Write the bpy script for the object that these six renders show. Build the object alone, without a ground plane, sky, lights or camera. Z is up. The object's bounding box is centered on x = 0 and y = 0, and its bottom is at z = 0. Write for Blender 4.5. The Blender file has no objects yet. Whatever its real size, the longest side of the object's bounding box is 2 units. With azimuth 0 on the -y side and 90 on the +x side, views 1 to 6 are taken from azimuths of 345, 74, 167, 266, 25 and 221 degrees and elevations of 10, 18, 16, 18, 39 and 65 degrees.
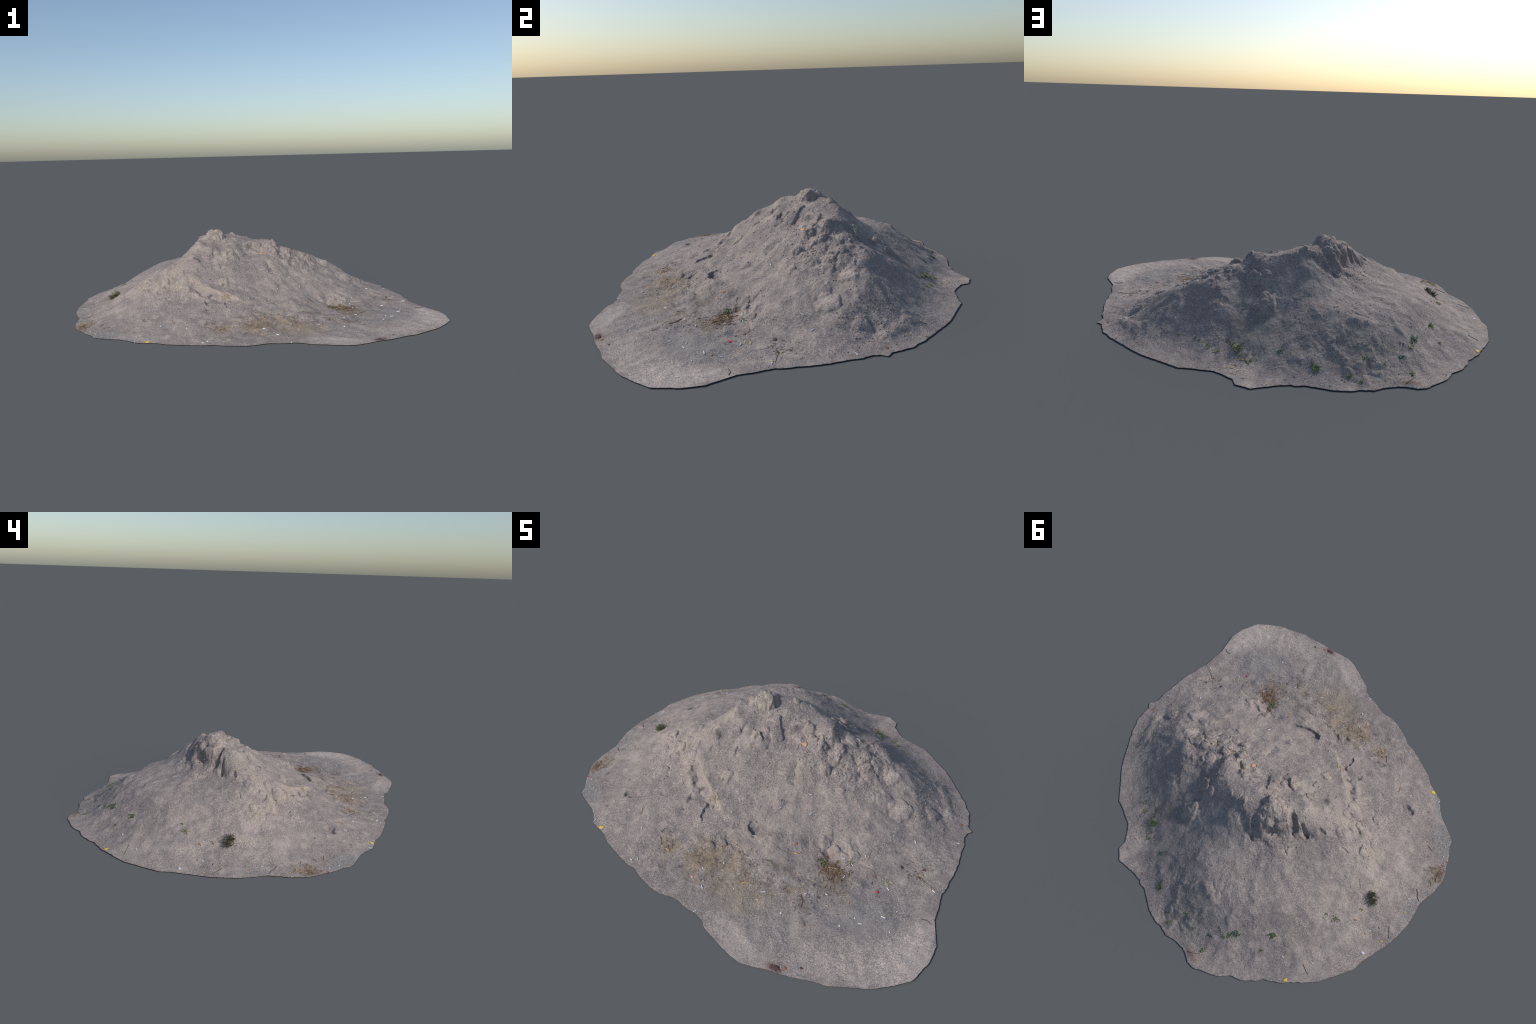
"""A sand heap on sandy ground: one soil surface (terrain through hand-placed spot heights plus
modelled relief) and the litter and weeds lying on it."""
import math
import random

import bmesh
import bpy
import numpy as np
from mathutils import Matrix, Vector, noise

rng = np.random.default_rng(7)
random.seed(7)

# ------------------------------------------------------------------ outline of the heap (z = 0)
RIM = [
    (0.799, 0.499), (0.850, 0.423), (0.932, 0.298), (0.950, 0.255), (0.968, 0.228), (0.969, 0.201),
    (0.975, 0.168), (0.978, 0.132), (1.003, 0.101), (0.983, 0.080), (0.975, 0.049), (0.985, 0.001),
    (0.980, -0.056), (0.983, -0.118), (0.978, -0.193), (0.967, -0.252), (0.962, -0.303), (0.949, -0.341),
    (0.955, -0.403), (0.953, -0.479), (0.970, -0.544), (0.988, -0.604), (0.981, -0.683), (0.959, -0.737),
    (0.942, -0.790), (0.874, -0.846), (0.816, -0.886), (0.724, -0.920), (0.649, -0.950),
    (0.600, -0.952), (0.508, -0.973), (0.424, -0.979), (0.365, -0.990), (0.308, -0.999), (0.254, -0.985),
    (0.193, -0.958), (0.141, -0.935), (0.100, -0.915), (0.074, -0.887), (0.029, -0.866), (-0.006, -0.864),
    (-0.081, -0.839), (-0.118, -0.838), (-0.163, -0.844), (-0.211, -0.834), (-0.289, -0.803), (-0.345, -0.770),
    (-0.384, -0.765), (-0.466, -0.731), (-0.557, -0.689), (-0.602, -0.651), (-0.668, -0.624), (-0.697, -0.613),
    (-0.732, -0.568), (-0.774, -0.530), (-0.817, -0.505), (-0.864, -0.479), (-0.897, -0.454), (-0.905, -0.421),
    (-0.945, -0.358), (-0.958, -0.317), (-0.978, -0.284), (-0.993, -0.237), (-0.994, -0.152), (-0.976, -0.058),
    (-0.989, 0.020), (-0.999, 0.082), (-0.986, 0.213), (-0.963, 0.298), (-0.937, 0.388), (-0.932, 0.447),
    (-0.896, 0.513), (-0.837, 0.616), (-0.783, 0.671), (-0.695, 0.756), (-0.631, 0.791), (-0.603, 0.828),
    (-0.544, 0.877), (-0.491, 0.898), (-0.441, 0.948), (-0.365, 0.979), (-0.330, 0.999), (-0.286, 0.998),
    (-0.244, 0.976), (-0.218, 0.969), (-0.162, 0.969), (-0.108, 0.983), (-0.053, 0.969), (-0.022, 0.973),
    (0.053, 0.954), (0.114, 0.920), (0.157, 0.896), (0.188, 0.895), (0.207, 0.883), (0.265, 0.877),
    (0.297, 0.881), (0.374, 0.885), (0.427, 0.841), (0.430, 0.795), (0.466, 0.747), (0.498, 0.713),
    (0.550, 0.691), (0.599, 0.670), (0.638, 0.659),
]
CENTRE = (0.03, -0.03)

# ------------------------------------------------------------------ spot heights, by landform
CRAG = [(-0.206, 0.174, 0.404), (-0.059, 0.156, 0.383), (-0.136, 0.265, 0.398), (-0.130, 0.200, 0.400),
        (-0.248, 0.147, 0.385), (-0.214, 0.150, 0.385), (-0.279, 0.146, 0.354), (-0.325, 0.136, 0.316),
        (-0.154, 0.290, 0.365), (-0.036, 0.172, 0.376), (0.012, 0.257, 0.400), (0.080, 0.250, 0.366),
        (-0.044, 0.299, 0.378), (-0.088, 0.335, 0.351), (-0.012, 0.288, 0.390), (-0.014, 0.322, 0.368), (0.100, 0.205, 0.358), (0.000, 0.205, 0.379)]
LAND = {
    "foot of the crag": [(-0.148, 0.355, 0.267), (-0.235, 0.252, 0.285), (-0.284, 0.193, 0.275),
                         (-0.348, 0.139, 0.262), (-0.336, 0.288, 0.240), (-0.284, 0.285, 0.252),
                         (-0.393, 0.080, 0.266)],
    "east summit ridge": [(0.249, 0.151, 0.356), (0.321, 0.111, 0.302), (0.247, 0.073, 0.305),
                          (0.312, 0.054, 0.275), (0.292, -0.008, 0.248), (0.372, -0.017, 0.216),
                          (0.430, 0.100, 0.257), (0.470, 0.125, 0.250), (0.500, 0.175, 0.236),
                          (0.408, 0.215, 0.268), (0.274, 0.142, 0.320), (0.572, 0.212, 0.201), (0.500, 0.252, 0.231), (0.520, 0.195, 0.230), (0.535, 0.148, 0.218), (0.440, 0.245, 0.254), (0.556, 0.235, 0.188), (0.720, 0.240, 0.110), (0.424, 0.168, 0.266), (0.750, 0.028, 0.094), (0.780, -0.016, 0.067), (0.462, 0.026, 0.196), (0.568, 0.142, 0.205),
                          (0.601, 0.112, 0.186), (0.650, -0.020, 0.114), (0.580, 0.010, 0.155), (0.806, 0.089, 0.068), (0.690, 0.130, 0.143)],
    "south face": [(-0.292, -0.046, 0.298), (-0.201, -0.004, 0.322), (-0.096, 0.011, 0.326),
                   (-0.164, -0.089, 0.268), (0.011, 0.067, 0.316), (0.179, 0.104, 0.314),
                   (0.135, 0.066, 0.289), (0.148, -0.102, 0.216), (0.165, -0.141, 0.187),
                   (0.145, -0.255, 0.128), (0.290, -0.222, 0.119), (0.253, -0.142, 0.163),
                   (-0.169, -0.219, 0.179), (-0.058, -0.358, 0.110), (-0.174, -0.328, 0.117),
                   (-0.300, 0.060, 0.338), (-0.335, 0.085, 0.316), (-0.272, 0.056, 0.355), (-0.370, 0.055, 0.290),
                   (0.120, 0.130, 0.335), (-0.268, 0.105, 0.372),
                   (-0.148, 0.058, 0.345), (-0.150, 0.032, 0.333), (-0.105, -0.014, 0.318), (-0.125, -0.140, 0.235),
                   (-0.340, -0.075, 0.270), (-0.318, -0.145, 0.229), (-0.310, -0.100, 0.261), (-0.284, -0.228, 0.171), (-0.052, -0.140, 0.222), (0.200, 0.160, 0.350), (0.203, 0.108, 0.321),
                   (-0.055, 0.085, 0.349), (-0.056, 0.042, 0.335), (0.050, 0.110, 0.337), (-0.013, 0.105, 0.351), (0.130, 0.010, 0.273)],
    "southwest flank": [(-0.515, 0.065, 0.217), (-0.502, -0.120, 0.166), (-0.388, -0.221, 0.159),
                        (-0.364, -0.170, 0.201), (-0.650, -0.018, 0.121), (-0.509, -0.308, 0.088),
                        (-0.433, -0.376, 0.088), (-0.262, -0.289, 0.121), (-0.294, -0.350, 0.098),
                        (-0.303, -0.411, 0.078), (-0.204, -0.335, 0.100), (-0.178, -0.455, 0.067),
                        (-0.515, -0.060, 0.190), (-0.690, -0.125, 0.088), (-0.400, -0.090, 0.227),
                        (-0.510, -0.185, 0.126), (-0.415, -0.120, 0.202), (-0.335, -0.285, 0.128), (-0.228, -0.412, 0.077)],
    "west apron": [(-0.769, -0.237, 0.042), (-0.691, -0.301, 0.053), (-0.600, -0.430, 0.056),
                   (-0.563, -0.496, 0.038), (-0.498, -0.465, 0.053), (-0.437, -0.513, 0.049),
                   (-0.439, -0.566, 0.034), (-0.958, -0.262, 0.006), (-0.960, -0.156, 0.006),
                   (-0.947, 0.043, 0.005), (-0.949, 0.241, 0.003), (-0.914, 0.352, 0.006),
                   (-0.765, 0.117, 0.073), (-0.772, 0.251, 0.067), (-0.770, 0.198, 0.063),
                   (-0.830, 0.278, 0.036), (-0.860, 0.272, 0.023), (-0.897, 0.199, 0.017),
                   (-0.770, -0.385, 0.014), (-0.840, -0.340, 0.010)],
    "north dome": [(-0.310, 0.578, 0.199), (-0.086, 0.567, 0.210), (-0.076, 0.594, 0.206),
                   (-0.269, 0.733, 0.138), (-0.465, 0.649, 0.109), (-0.121, 0.780, 0.114),
                   (-0.384, 0.733, 0.097), (-0.524, 0.619, 0.097), (-0.528, 0.705, 0.051),
                   (-0.684, 0.265, 0.110), (-0.672, 0.368, 0.105), (-0.650, 0.345, 0.117),
                   (-0.706, 0.336, 0.096), (-0.759, 0.569, 0.028), (-0.629, 0.652, 0.044),
                   (-0.462, 0.768, 0.039), (-0.728, 0.607, 0.036), (-0.775, 0.623, 0.010),
                   (-0.440, 0.200, 0.231), (-0.500, 0.270, 0.198), (-0.430, 0.380, 0.212),
                   (-0.484, 0.490, 0.180), (-0.404, 0.540, 0.193), (-0.545, 0.450, 0.160), (-0.580, 0.330, 0.160),
                   (-0.280, 0.405, 0.224), (-0.205, 0.420, 0.225), (-0.660, 0.532, 0.070), (-0.615, 0.520, 0.092)],
    "north foot": [(-0.117, 0.841, 0.069), (-0.287, 0.831, 0.058), (-0.217, 0.843, 0.059),
                   (-0.304, 0.905, 0.017), (-0.132, 0.887, 0.036), (-0.035, 0.894, 0.027),
                   (0.090, 0.836, 0.039), (-0.071, 0.930, 0.014), (-0.267, 0.962, 0.010)],
    "northeast hollow": [(0.245, 0.449, 0.209), (0.330, 0.443, 0.161), (0.262, 0.324, 0.262), (0.272, 0.285, 0.288), (0.235, 0.270, 0.310), (0.345, 0.256, 0.266),
                         (0.292, 0.609, 0.079), (0.379, 0.615, 0.055), (0.416, 0.552, 0.067),
                         (0.210, 0.705, 0.072), (0.369, 0.676, 0.024), (0.622, 0.444, 0.055),
                         (0.695, 0.397, 0.047), (0.806, 0.399, 0.012), (0.945, 0.121, 0.009),
                         (0.157, 0.322, 0.306), (0.133, 0.508, 0.187), (0.060, 0.400, 0.284), (0.026, 0.362, 0.332),
                         (0.045, 0.345, 0.330), (0.030, 0.388, 0.302), (0.085, 0.470, 0.226), (0.028, 0.520, 0.218),
                         (-0.070, 0.420, 0.262), (0.490, 0.440, 0.122), (0.544, 0.364, 0.138),
                         (0.200, 0.400, 0.232), (0.870, 0.160, 0.037)],
    "southeast foot": [(0.672, -0.130, 0.075), (0.774, -0.122, 0.045), (0.592, -0.300, 0.045),
                       (0.566, -0.315, 0.045), (0.507, -0.307, 0.054), (0.455, -0.326, 0.056),
                       (0.284, -0.382, 0.068), (0.203, -0.428, 0.074), (0.300, -0.420, 0.048),
                       (0.057, -0.426, 0.080), (0.048, -0.484, 0.055), (-0.015, -0.482, 0.055),
                       (0.854, -0.279, 0.008), (0.914, -0.335, 0.002),
                       (0.756, -0.248, 0.022), (0.718, -0.208, 0.037), (-0.172, -0.392, 0.086), (0.380, -0.316, 0.060)],
    "south tongue": [(0.696, -0.449, 0.012), (0.717, -0.390, 0.012), (0.755, -0.564, 0.010),
                     (0.649, -0.617, 0.009), (0.677, -0.634, 0.007), (0.604, -0.680, 0.009),
                     (0.776, -0.540, 0.008), (0.538, -0.435, 0.020), (0.474, -0.580, 0.010),
                     (0.245, -0.654, 0.010), (0.143, -0.646, 0.010), (-0.010, -0.740, 0.007),
                     (-0.080, -0.707, 0.007), (-0.162, -0.680, 0.011), (-0.262, -0.618, 0.018),
                     (-0.384, -0.736, 0.003), (0.160, -0.563, 0.030), (0.523, -0.606, 0.009)],
}


def spline_kernel(d):
    return np.where(d > 0, d * d * np.log(np.maximum(d, 1e-9)), 0.0)


def fit_terrain(points, stiffness=2e-5):
    """Thin-plate surface through the spot heights."""
    n = len(points)
    k = spline_kernel(np.hypot(points[:, None, 0] - points[None, :, 0], points[:, None, 1] - points[None, :, 1]))
    q = np.c_[np.ones(n), points[:, :2]]
    m = np.block([[k + stiffness * np.eye(n), q], [q.T, np.zeros((3, 3))]])
    return np.linalg.solve(m, np.r_[points[:, 2], 0, 0, 0])


RIM_XY = np.array(RIM)


# ------------------------------------------------------------------ relief helpers
PERM = np.random.default_rng(3).permutation(512)
GRAD = np.random.default_rng(4).normal(size=(512, 2))
GRAD /= np.linalg.norm(GRAD, axis=1)[:, None]


def perlin(x, y, seed=0):
    xi, yi = np.floor(x).astype(int), np.floor(y).astype(int)
    fx, fy = x - xi, y - yi

    def corner(i, j):
        g = GRAD[PERM[(xi + i + PERM[(yi + j + seed * 37) % 512]) % 512]]
        return g[:, 0] * (fx - i) + g[:, 1] * (fy - j)

    u, v = fx ** 3 * (fx * (fx * 6 - 15) + 10), fy ** 3 * (fy * (fy * 6 - 15) + 10)
    a = corner(0, 0) * (1 - u) + corner(1, 0) * u
    b = corner(0, 1) * (1 - u) + corner(1, 1) * u
    return (a * (1 - v) + b * v) * 1.5


def smooth(e0, e1, v):
    t = np.clip((v - e0) / (e1 - e0), 0, 1)
    return t * t * (3 - 2 * t)


def blob(x, y, cx, cy, r):
    return np.exp(-((x - cx) ** 2 + (y - cy) ** 2) / (r * r))


def along(x, y, line):
    """Distance to a polyline, signed side (left positive), and position 0..1 along it."""
    best, side, where = np.full(len(x), 9.0), np.zeros(len(x)), np.zeros(len(x))
    line = np.array(line, float)
    seg = np.hypot(*np.diff(line, axis=0).T)
    start = np.r_[0, np.cumsum(seg)] / seg.sum()
    for i, (a, b) in enumerate(zip(line[:-1], line[1:])):
        d = b - a
        t = np.clip(((x - a[0]) * d[0] + (y - a[1]) * d[1]) / (d @ d), 0, 1)
        px, py = x - a[0] - t * d[0], y - a[1] - t * d[1]
        dist = np.hypot(px, py)
        hit = dist < best
        best = np.where(hit, dist, best)
        side = np.where(hit, np.sign(d[0] * py - d[1] * px), side)
        where = np.where(hit, start[i] + t * (start[i + 1] - start[i]), where)
    return best, side, where


def groove(x, y, line, width, depth):
    d, _, t = along(x, y, line)
    return -depth * np.clip(1 - d / width, 0, 1) ** 1.3 * np.clip(np.minimum(t, 1 - t) * 5 + 0.25, 0, 1)


def scarp(x, y, line, height, back):
    """A small step: ground on the left of the line stands higher and falls back over `back`."""
    d, s, t = along(x, y, line)
    d = d * s
    return height * smooth(-0.006, 0.004, d) * np.exp(-np.maximum(d, 0) / back) * np.clip(np.minimum(t, 1 - t) * 4, 0, 1)


def inside(x, y, ring):
    """Signed distance to a closed outline, positive inside."""
    d, _, _ = along(x, y, ring + ring[:1])
    odd = np.zeros(len(x), bool)
    for (x0, y0), (x1, y1) in zip(ring, ring[1:] + ring[:1]):
        odd ^= ((y0 > y) != (y1 > y)) & (x < (x1 - x0) * (y - y0) / (y1 - y0 + 1e-12) + x0)
    return np.where(odd, d, -d)


def clod_field(x, y, scale, share, seed):
    """Lumps of irregular size, one to a cell in the given share of cells: height 0..1."""
    g = np.random.default_rng(seed)
    ox, oy, live, size = g.random((64, 64)), g.random((64, 64)), g.random((64, 64)), g.uniform(0.35, 1.0, (64, 64))
    u = x * scale + 0.35 * perlin(x * scale * 1.7, y * scale * 1.7, seed)
    v = y * scale + 0.35 * perlin(x * scale * 1.7, y * scale * 1.7, seed + 1)
    iu, iv = np.floor(u).astype(int), np.floor(v).astype(int)
    out = np.zeros(len(x))
    for i in (-1, 0, 1):
        for j in (-1, 0, 1):
            a, b = (iu + i) % 64, (iv + j) % 64
            r = 0.62 * size[a, b]
            d = np.hypot(iu + i + ox[a, b] - u, iv + j + oy[a, b] - v) / r
            out = np.maximum(out, np.where(live[a, b] < share, size[a, b] * np.clip(1 - d * d, 0, 1) ** 0.8 * smooth(0, 0.40, 1 - d), 0))
    return out


# single clods that read from afar: x, y, radius, height
CLODS = [
    (-0.212, -0.014, 0.032, 0.012), (-0.106, 0.002, 0.028, 0.010), (-0.176, -0.101, 0.026, 0.010),
    (-0.075, 0.020, 0.042, 0.012), (-0.010, 0.048, 0.040, 0.015), (-0.050, -0.020, 0.038, 0.010),
    (0.165, 0.098, 0.026, 0.022), (0.132, 0.128, 0.030, 0.012), (0.232, 0.060, 0.032, 0.015),
    (0.298, 0.050, 0.034, 0.017), (0.282, -0.020, 0.028, 0.013), (0.305, 0.098, 0.036, 0.012),
    (0.258, 0.150, 0.034, 0.010), (0.355, 0.060, 0.050, 0.013), (0.400, 0.030, 0.046, 0.012),
    (0.440, 0.085, 0.042, 0.015), (0.420, 0.130, 0.050, 0.012), (0.350, 0.000, 0.036, 0.009),
    (0.505, 0.140, 0.048, 0.012), (0.262, 0.315, 0.044, 0.020), (0.210, 0.335, 0.040, 0.012),
    (0.238, 0.458, 0.060, 0.026), (0.290, 0.400, 0.040, 0.010), (0.345, 0.195, 0.046, 0.012),
    (0.395, 0.230, 0.046, 0.010), (0.008, 0.258, 0.022, 0.010), (0.060, 0.265, 0.034, 0.008),
    (0.100, 0.290, 0.034, 0.010), (-0.300, -0.060, 0.034, 0.006), (-0.165, -0.205, 0.032, 0.010),
    (0.450, -0.322, 0.028, 0.013), (0.395, -0.310, 0.028, 0.009), (0.135, -0.240, 0.030, 0.006),
    (0.545, -0.322, 0.026, 0.009), (-0.030, -0.510, 0.026, 0.008), (-0.080, -0.530, 0.024, 0.007),
    (0.810, 0.085, 0.042, 0.016), (0.665, -0.010, 0.062, 0.013), (0.590, -0.010, 0.050, 0.010), (0.575, 0.130, 0.050, 0.010),
    (-0.330, -0.120, 0.040, 0.008), (-0.400, -0.150, 0.036, 0.008), (-0.470, -0.080, 0.040, 0.009), (-0.445, 0.000, 0.040, 0.007),
    (-0.600, -0.025, 0.045, 0.010), (-0.525, -0.105, 0.040, 0.009), (-0.440, -0.145, 0.036, 0.010), (-0.388, -0.220, 0.032, 0.009), (-0.335, -0.262, 0.030, 0.008),
]
# the crag: its foot on the shaded side, then a line well back on the sunny face where it merges
CRAG_RING = [(-0.425, 0.050), (-0.372, 0.118), (-0.318, 0.168), (-0.282, 0.196), (-0.240, 0.256), (-0.190, 0.310),
             (-0.150, 0.360), (-0.098, 0.378), (-0.056, 0.352), (-0.008, 0.336), (0.040, 0.312), (0.105, 0.300),
             (0.150, 0.255), (0.130, 0.170), (0.060, 0.100), (-0.060, 0.060), (-0.200, 0.030), (-0.330, 0.000)]


def crag_mask(x, y, z=None):
    """0 outside the crag, 1 on top of it; lumps on the face follow its length and height `z`."""
    d = inside(x, y, CRAG_RING) + 0.008 * perlin(x * 20, y * 20, 31)
    if z is not None:
        u = 0.70 * x + 0.71 * y
        d = d + 0.020 * perlin(u * 11, z * 15, 36) + 0.009 * perlin(u * 24 + 5, z * 30, 37)
    back = smooth(0.16, 0.07, y + 0.18 * x)                 # the sunny side eases in
    return smooth(0.0, 0.046 + 0.05 * back, d)


def relief(x, y, edge):
    """Everything finer than the spot heights; `edge` is the distance in from the rim."""
    h = np.zeros(len(x))
    wx = x + 0.010 * perlin(x * 28, y * 28, 41) + 0.003 * perlin(x * 70, y * 70, 43)
    wy = y + 0.010 * perlin(x * 28, y * 28, 42) + 0.003 * perlin(x * 70, y * 70, 44)
    for cx, cy, r, a in CLODS:
        d2 = ((wx - cx) ** 2 + (wy - cy) ** 2) / (r * r)
        near = d2 < 1.0
        h[near] += 1.25 * a * np.clip(1 - d2[near], 0, 1) ** 0.7 * smooth(0, 0.45, 1 - d2[near])
    # slots and notches in the crag face
    h += groove(wx, wy, [(-0.214, 0.147), (-0.248, 0.176), (-0.284, 0.197)], 0.022, 0.046)
    h += groove(wx, wy, [(-0.276, 0.143), (-0.306, 0.155), (-0.342, 0.150)], 0.020, 0.040)
    h += groove(wx, wy, [(-0.356, 0.096), (-0.398, 0.084)], 0.015, 0.016)
    h += groove(wx, wy, [(-0.130, 0.365), (-0.122, 0.335), (-0.100, 0.305)], 0.034, 0.028)
    h += groove(wx, wy, [(-0.225, 0.268), (-0.185, 0.248), (-0.165, 0.235)], 0.026, 0.018)
    h += groove(wx, wy, [(-0.050, 0.340), (-0.030, 0.300)], 0.020, 0.012)
    # footprint on the south slope: a bank left standing on its downhill side and round the heel
    d, _, t = along(x, y, [(0.088, -0.398), (0.205, -0.352)])
    h -= 0.008 * smooth(0.040, 0.024, d + 0.006 * perlin(x * 34, y * 34, 8)) * (1 - 0.6 * t)
    sx, sy = x + 0.006 * perlin(x * 40, y * 40, 45), y + 0.006 * perlin(x * 40, y * 40, 46)
    h += scarp(sx, sy, [(0.225, -0.356), (0.172, -0.386), (0.130, -0.410), (0.083, -0.420), (0.052, -0.408), (0.040, -0.380), (0.046, -0.355)], 0.023, 0.032)
    h += groove(sx, sy, [(0.100, -0.368), (0.078, -0.385), (0.070, -0.405)], 0.012, 0.006)
    # slumped steps, cracks and gullies, all ragged
    h += scarp(wx, wy, [(-0.180, -0.456), (-0.190, -0.426), (-0.197, -0.385), (-0.202, -0.332)], 0.014, 0.05)
    h += groove(wx, wy, [(-0.060, -0.512), (-0.004, -0.490), (0.053, -0.503), (0.122, -0.540), (0.194, -0.570)], 0.018, 0.008)
    h += scarp(wx, wy, [(0.200, -0.560), (0.122, -0.532), (0.053, -0.496), (-0.004, -0.482), (-0.060, -0.505)], 0.007, 0.03)
    h += groove(wx, wy, [(-0.370, -0.170), (-0.344, -0.200), (-0.312, -0.248), (-0.276, -0.292), (-0.220, -0.328), (-0.150, -0.375)], 0.036, 0.013)
    h += scarp(wx, wy, [(-0.375, -0.140), (-0.348, -0.176), (-0.308, -0.204), (-0.280, -0.236), (-0.228, -0.272), (-0.192, -0.304), (-0.136, -0.352), (-0.080, -0.392)], 0.016, 0.055)
    # broken ledges of the sunny face: they stand on the uphill-west side and drop toward the east
    h += scarp(wx, wy, [(-0.205, -0.025), (-0.190, -0.005), (-0.178, 0.024), (-0.172, 0.055)], 0.015, 0.040)
    h += scarp(wx, wy, [(-0.115, -0.060), (-0.080, -0.042), (-0.060, -0.012), (-0.084, 0.010), (-0.135, 0.040)], 0.014, 0.040)
    h += scarp(wx, wy, [(0.018, 0.045), (0.004, 0.078), (-0.014, 0.105), (-0.050, 0.142)], 0.013, 0.040)
    h += scarp(wx, wy, [(-0.660, 0.020), (-0.600, -0.055), (-0.520, -0.120), (-0.440, -0.165), (-0.385, -0.235)], 0.010, 0.045)
    h += 0.012 * smooth(0.020, 0.0, along(wx, wy, [(0.040, 0.090), (0.068, 0.132), (0.108, 0.158), (0.150, 0.140)])[0])
    h -= 0.008 * smooth(1.0, 0.2, np.hypot(wx - 0.105, wy - 0.112) / 0.035)
    h += 0.006 * smooth(0.034, 0.006, along(wx, wy, [(0.508, 0.165), (0.548, 0.148), (0.600, 0.118)])[0])
    h += groove(wx, wy, [(0.165, -0.145), (0.150, -0.095), (0.138, -0.040)], 0.036, 0.013)
    h += groove(wx, wy, [(-0.040, 0.019), (-0.066, 0.012), (-0.090, -0.050)], 0.016, 0.006)
    h += groove(wx, wy, [(-0.296, 0.250), (-0.290, 0.285), (-0.325, 0.288)], 0.014, 0.008)
    h += groove(wx, wy, [(-0.545, 0.060), (-0.490, 0.072)], 0.010, 0.010)
    h -= 0.020 * smooth(1.05, 0.5, np.hypot((sx + 0.606) / 0.044, (sy + 0.405) / 0.031))
    for cx, cy, r, a in ((-0.292, -0.350, 0.022, 0.009), (-0.500, -0.118, 0.030, 0.010), (0.500, -0.312, 0.026, 0.010),
                         (0.425, -0.345, 0.022, 0.008), (-0.292, -0.046, 0.022, 0.006), (-0.262, -0.289, 0.018, 0.007)):
        h -= a * smooth(1.0, 0.2, np.hypot(wx - cx, wy - cy) / r)
    # low run-out ledges on the southeast and east foot
    for line, w, a in (([(0.545, -0.130), (0.560, -0.220), (0.575, -0.300)], 0.045, 0.004), ([(0.640, -0.090), (0.665, -0.180), (0.710, -0.250)], 0.05, 0.003),
                       ([(0.935, 0.078), (0.880, 0.160), (0.850, 0.225), (0.800, 0.312)], 0.045, 0.010)):
        h += a * smooth(w, 0.0, along(wx, wy, line)[0] + 0.015 * perlin(x * 22, y * 22, 51))
    # noise: smooth sand everywhere, crusty where the heap has slumped
    crust = np.clip(0.9 * blob(x, y, -0.13, 0.27, 0.12) + blob(x, y, 0.36, 0.08, 0.17) + 0.22 * blob(x, y, 0.60, 0.25, 0.24)
                    + 0.6 * blob(x, y, -0.15, 0.82, 0.22) + 0.30 * blob(x, y, 0.02, 0.08, 0.14) + 0.22 * blob(x, y, -0.18, -0.03, 0.13)
                    + 0.4 * blob(x, y, 0.85, 0.12, 0.12) + 0.75 * blob(x, y, -0.45, -0.08, 0.18) + 0.35 * blob(x, y, 0.25, 0.40, 0.2)
                    + 0.5 * blob(x, y, 0.45, -0.30, 0.12) + 0.4 * blob(x, y, -0.03, -0.50, 0.12), 0, 1)
    patchy = smooth(-0.15, 0.35, perlin(x * 7, y * 7, 61))
    ang, rad = np.arctan2(y - 0.15, x), np.hypot(x, y - 0.15)
    rills = perlin(ang * 9 + 0.8 * perlin(x * 9, y * 9, 63), rad * 6, 62)
    ledges = 1 - 2 * np.abs(perlin(x * 13 + 3, y * 13, 12))
    h += 0.0040 * perlin(x * 9, y * 9, 13) + 0.0030 * perlin(x * 17, y * 17, 17) + 0.0030 * rills * smooth(0.25, 0.45, rad) + (0.0025 * patchy + 0.005 * crust) * ledges
    h += (0.0010 + 0.0030 * crust) * perlin(wx * 26, wy * 26, 14)
    h += 0.025 * crust * clod_field(x, y, 12.5, 0.50, 71) * (0.5 + 0.5 * patchy)
    h += 0.0065 * np.maximum(0.55 * crust, 0.22 * patchy) * clod_field(x, y, 36, 0.30, 81)
    h += 0.0028 * np.maximum(0.4 * crust, 0.35 * patchy) * clod_field(x, y, 75, 0.30, 91)
    h += (0.0009 + 0.0007 * crust) * perlin(x * 60, y * 60, 15)
    h += 0.0009 * perlin(x * 120, y * 120, 16)
    flat = smooth(0.0, 0.10, edge)
    return h * (0.12 * smooth(0, 0.02, edge) + 0.88 * flat)


def block(x, y):
    """The broken lump standing on top of the crag: a blunt boulder with steep sides."""
    u = ((x + 0.122) * 0.86 + (y - 0.186) * 0.50) / 0.062
    v = (-(x + 0.122) * 0.50 + (y - 0.186) * 0.86) / 0.064
    n = 0.20 * perlin(x * 26, y * 26, 33) + 0.12 * perlin(x * 60, y * 60, 34)
    d = np.clip(np.hypot(u, v) + n, 0, 1)
    lean = 1 - 0.30 * np.clip(v - 0.1, 0, 1) - 0.25 * np.clip(-u - 0.2, 0, 1)
    return 0.036 * lean * (1 - d ** 2.4) ** 0.75


# ------------------------------------------------------------------ soil mesh (rings from the centre to the rim)
N_ANGLE, N_RING = 1440, 330


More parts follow.
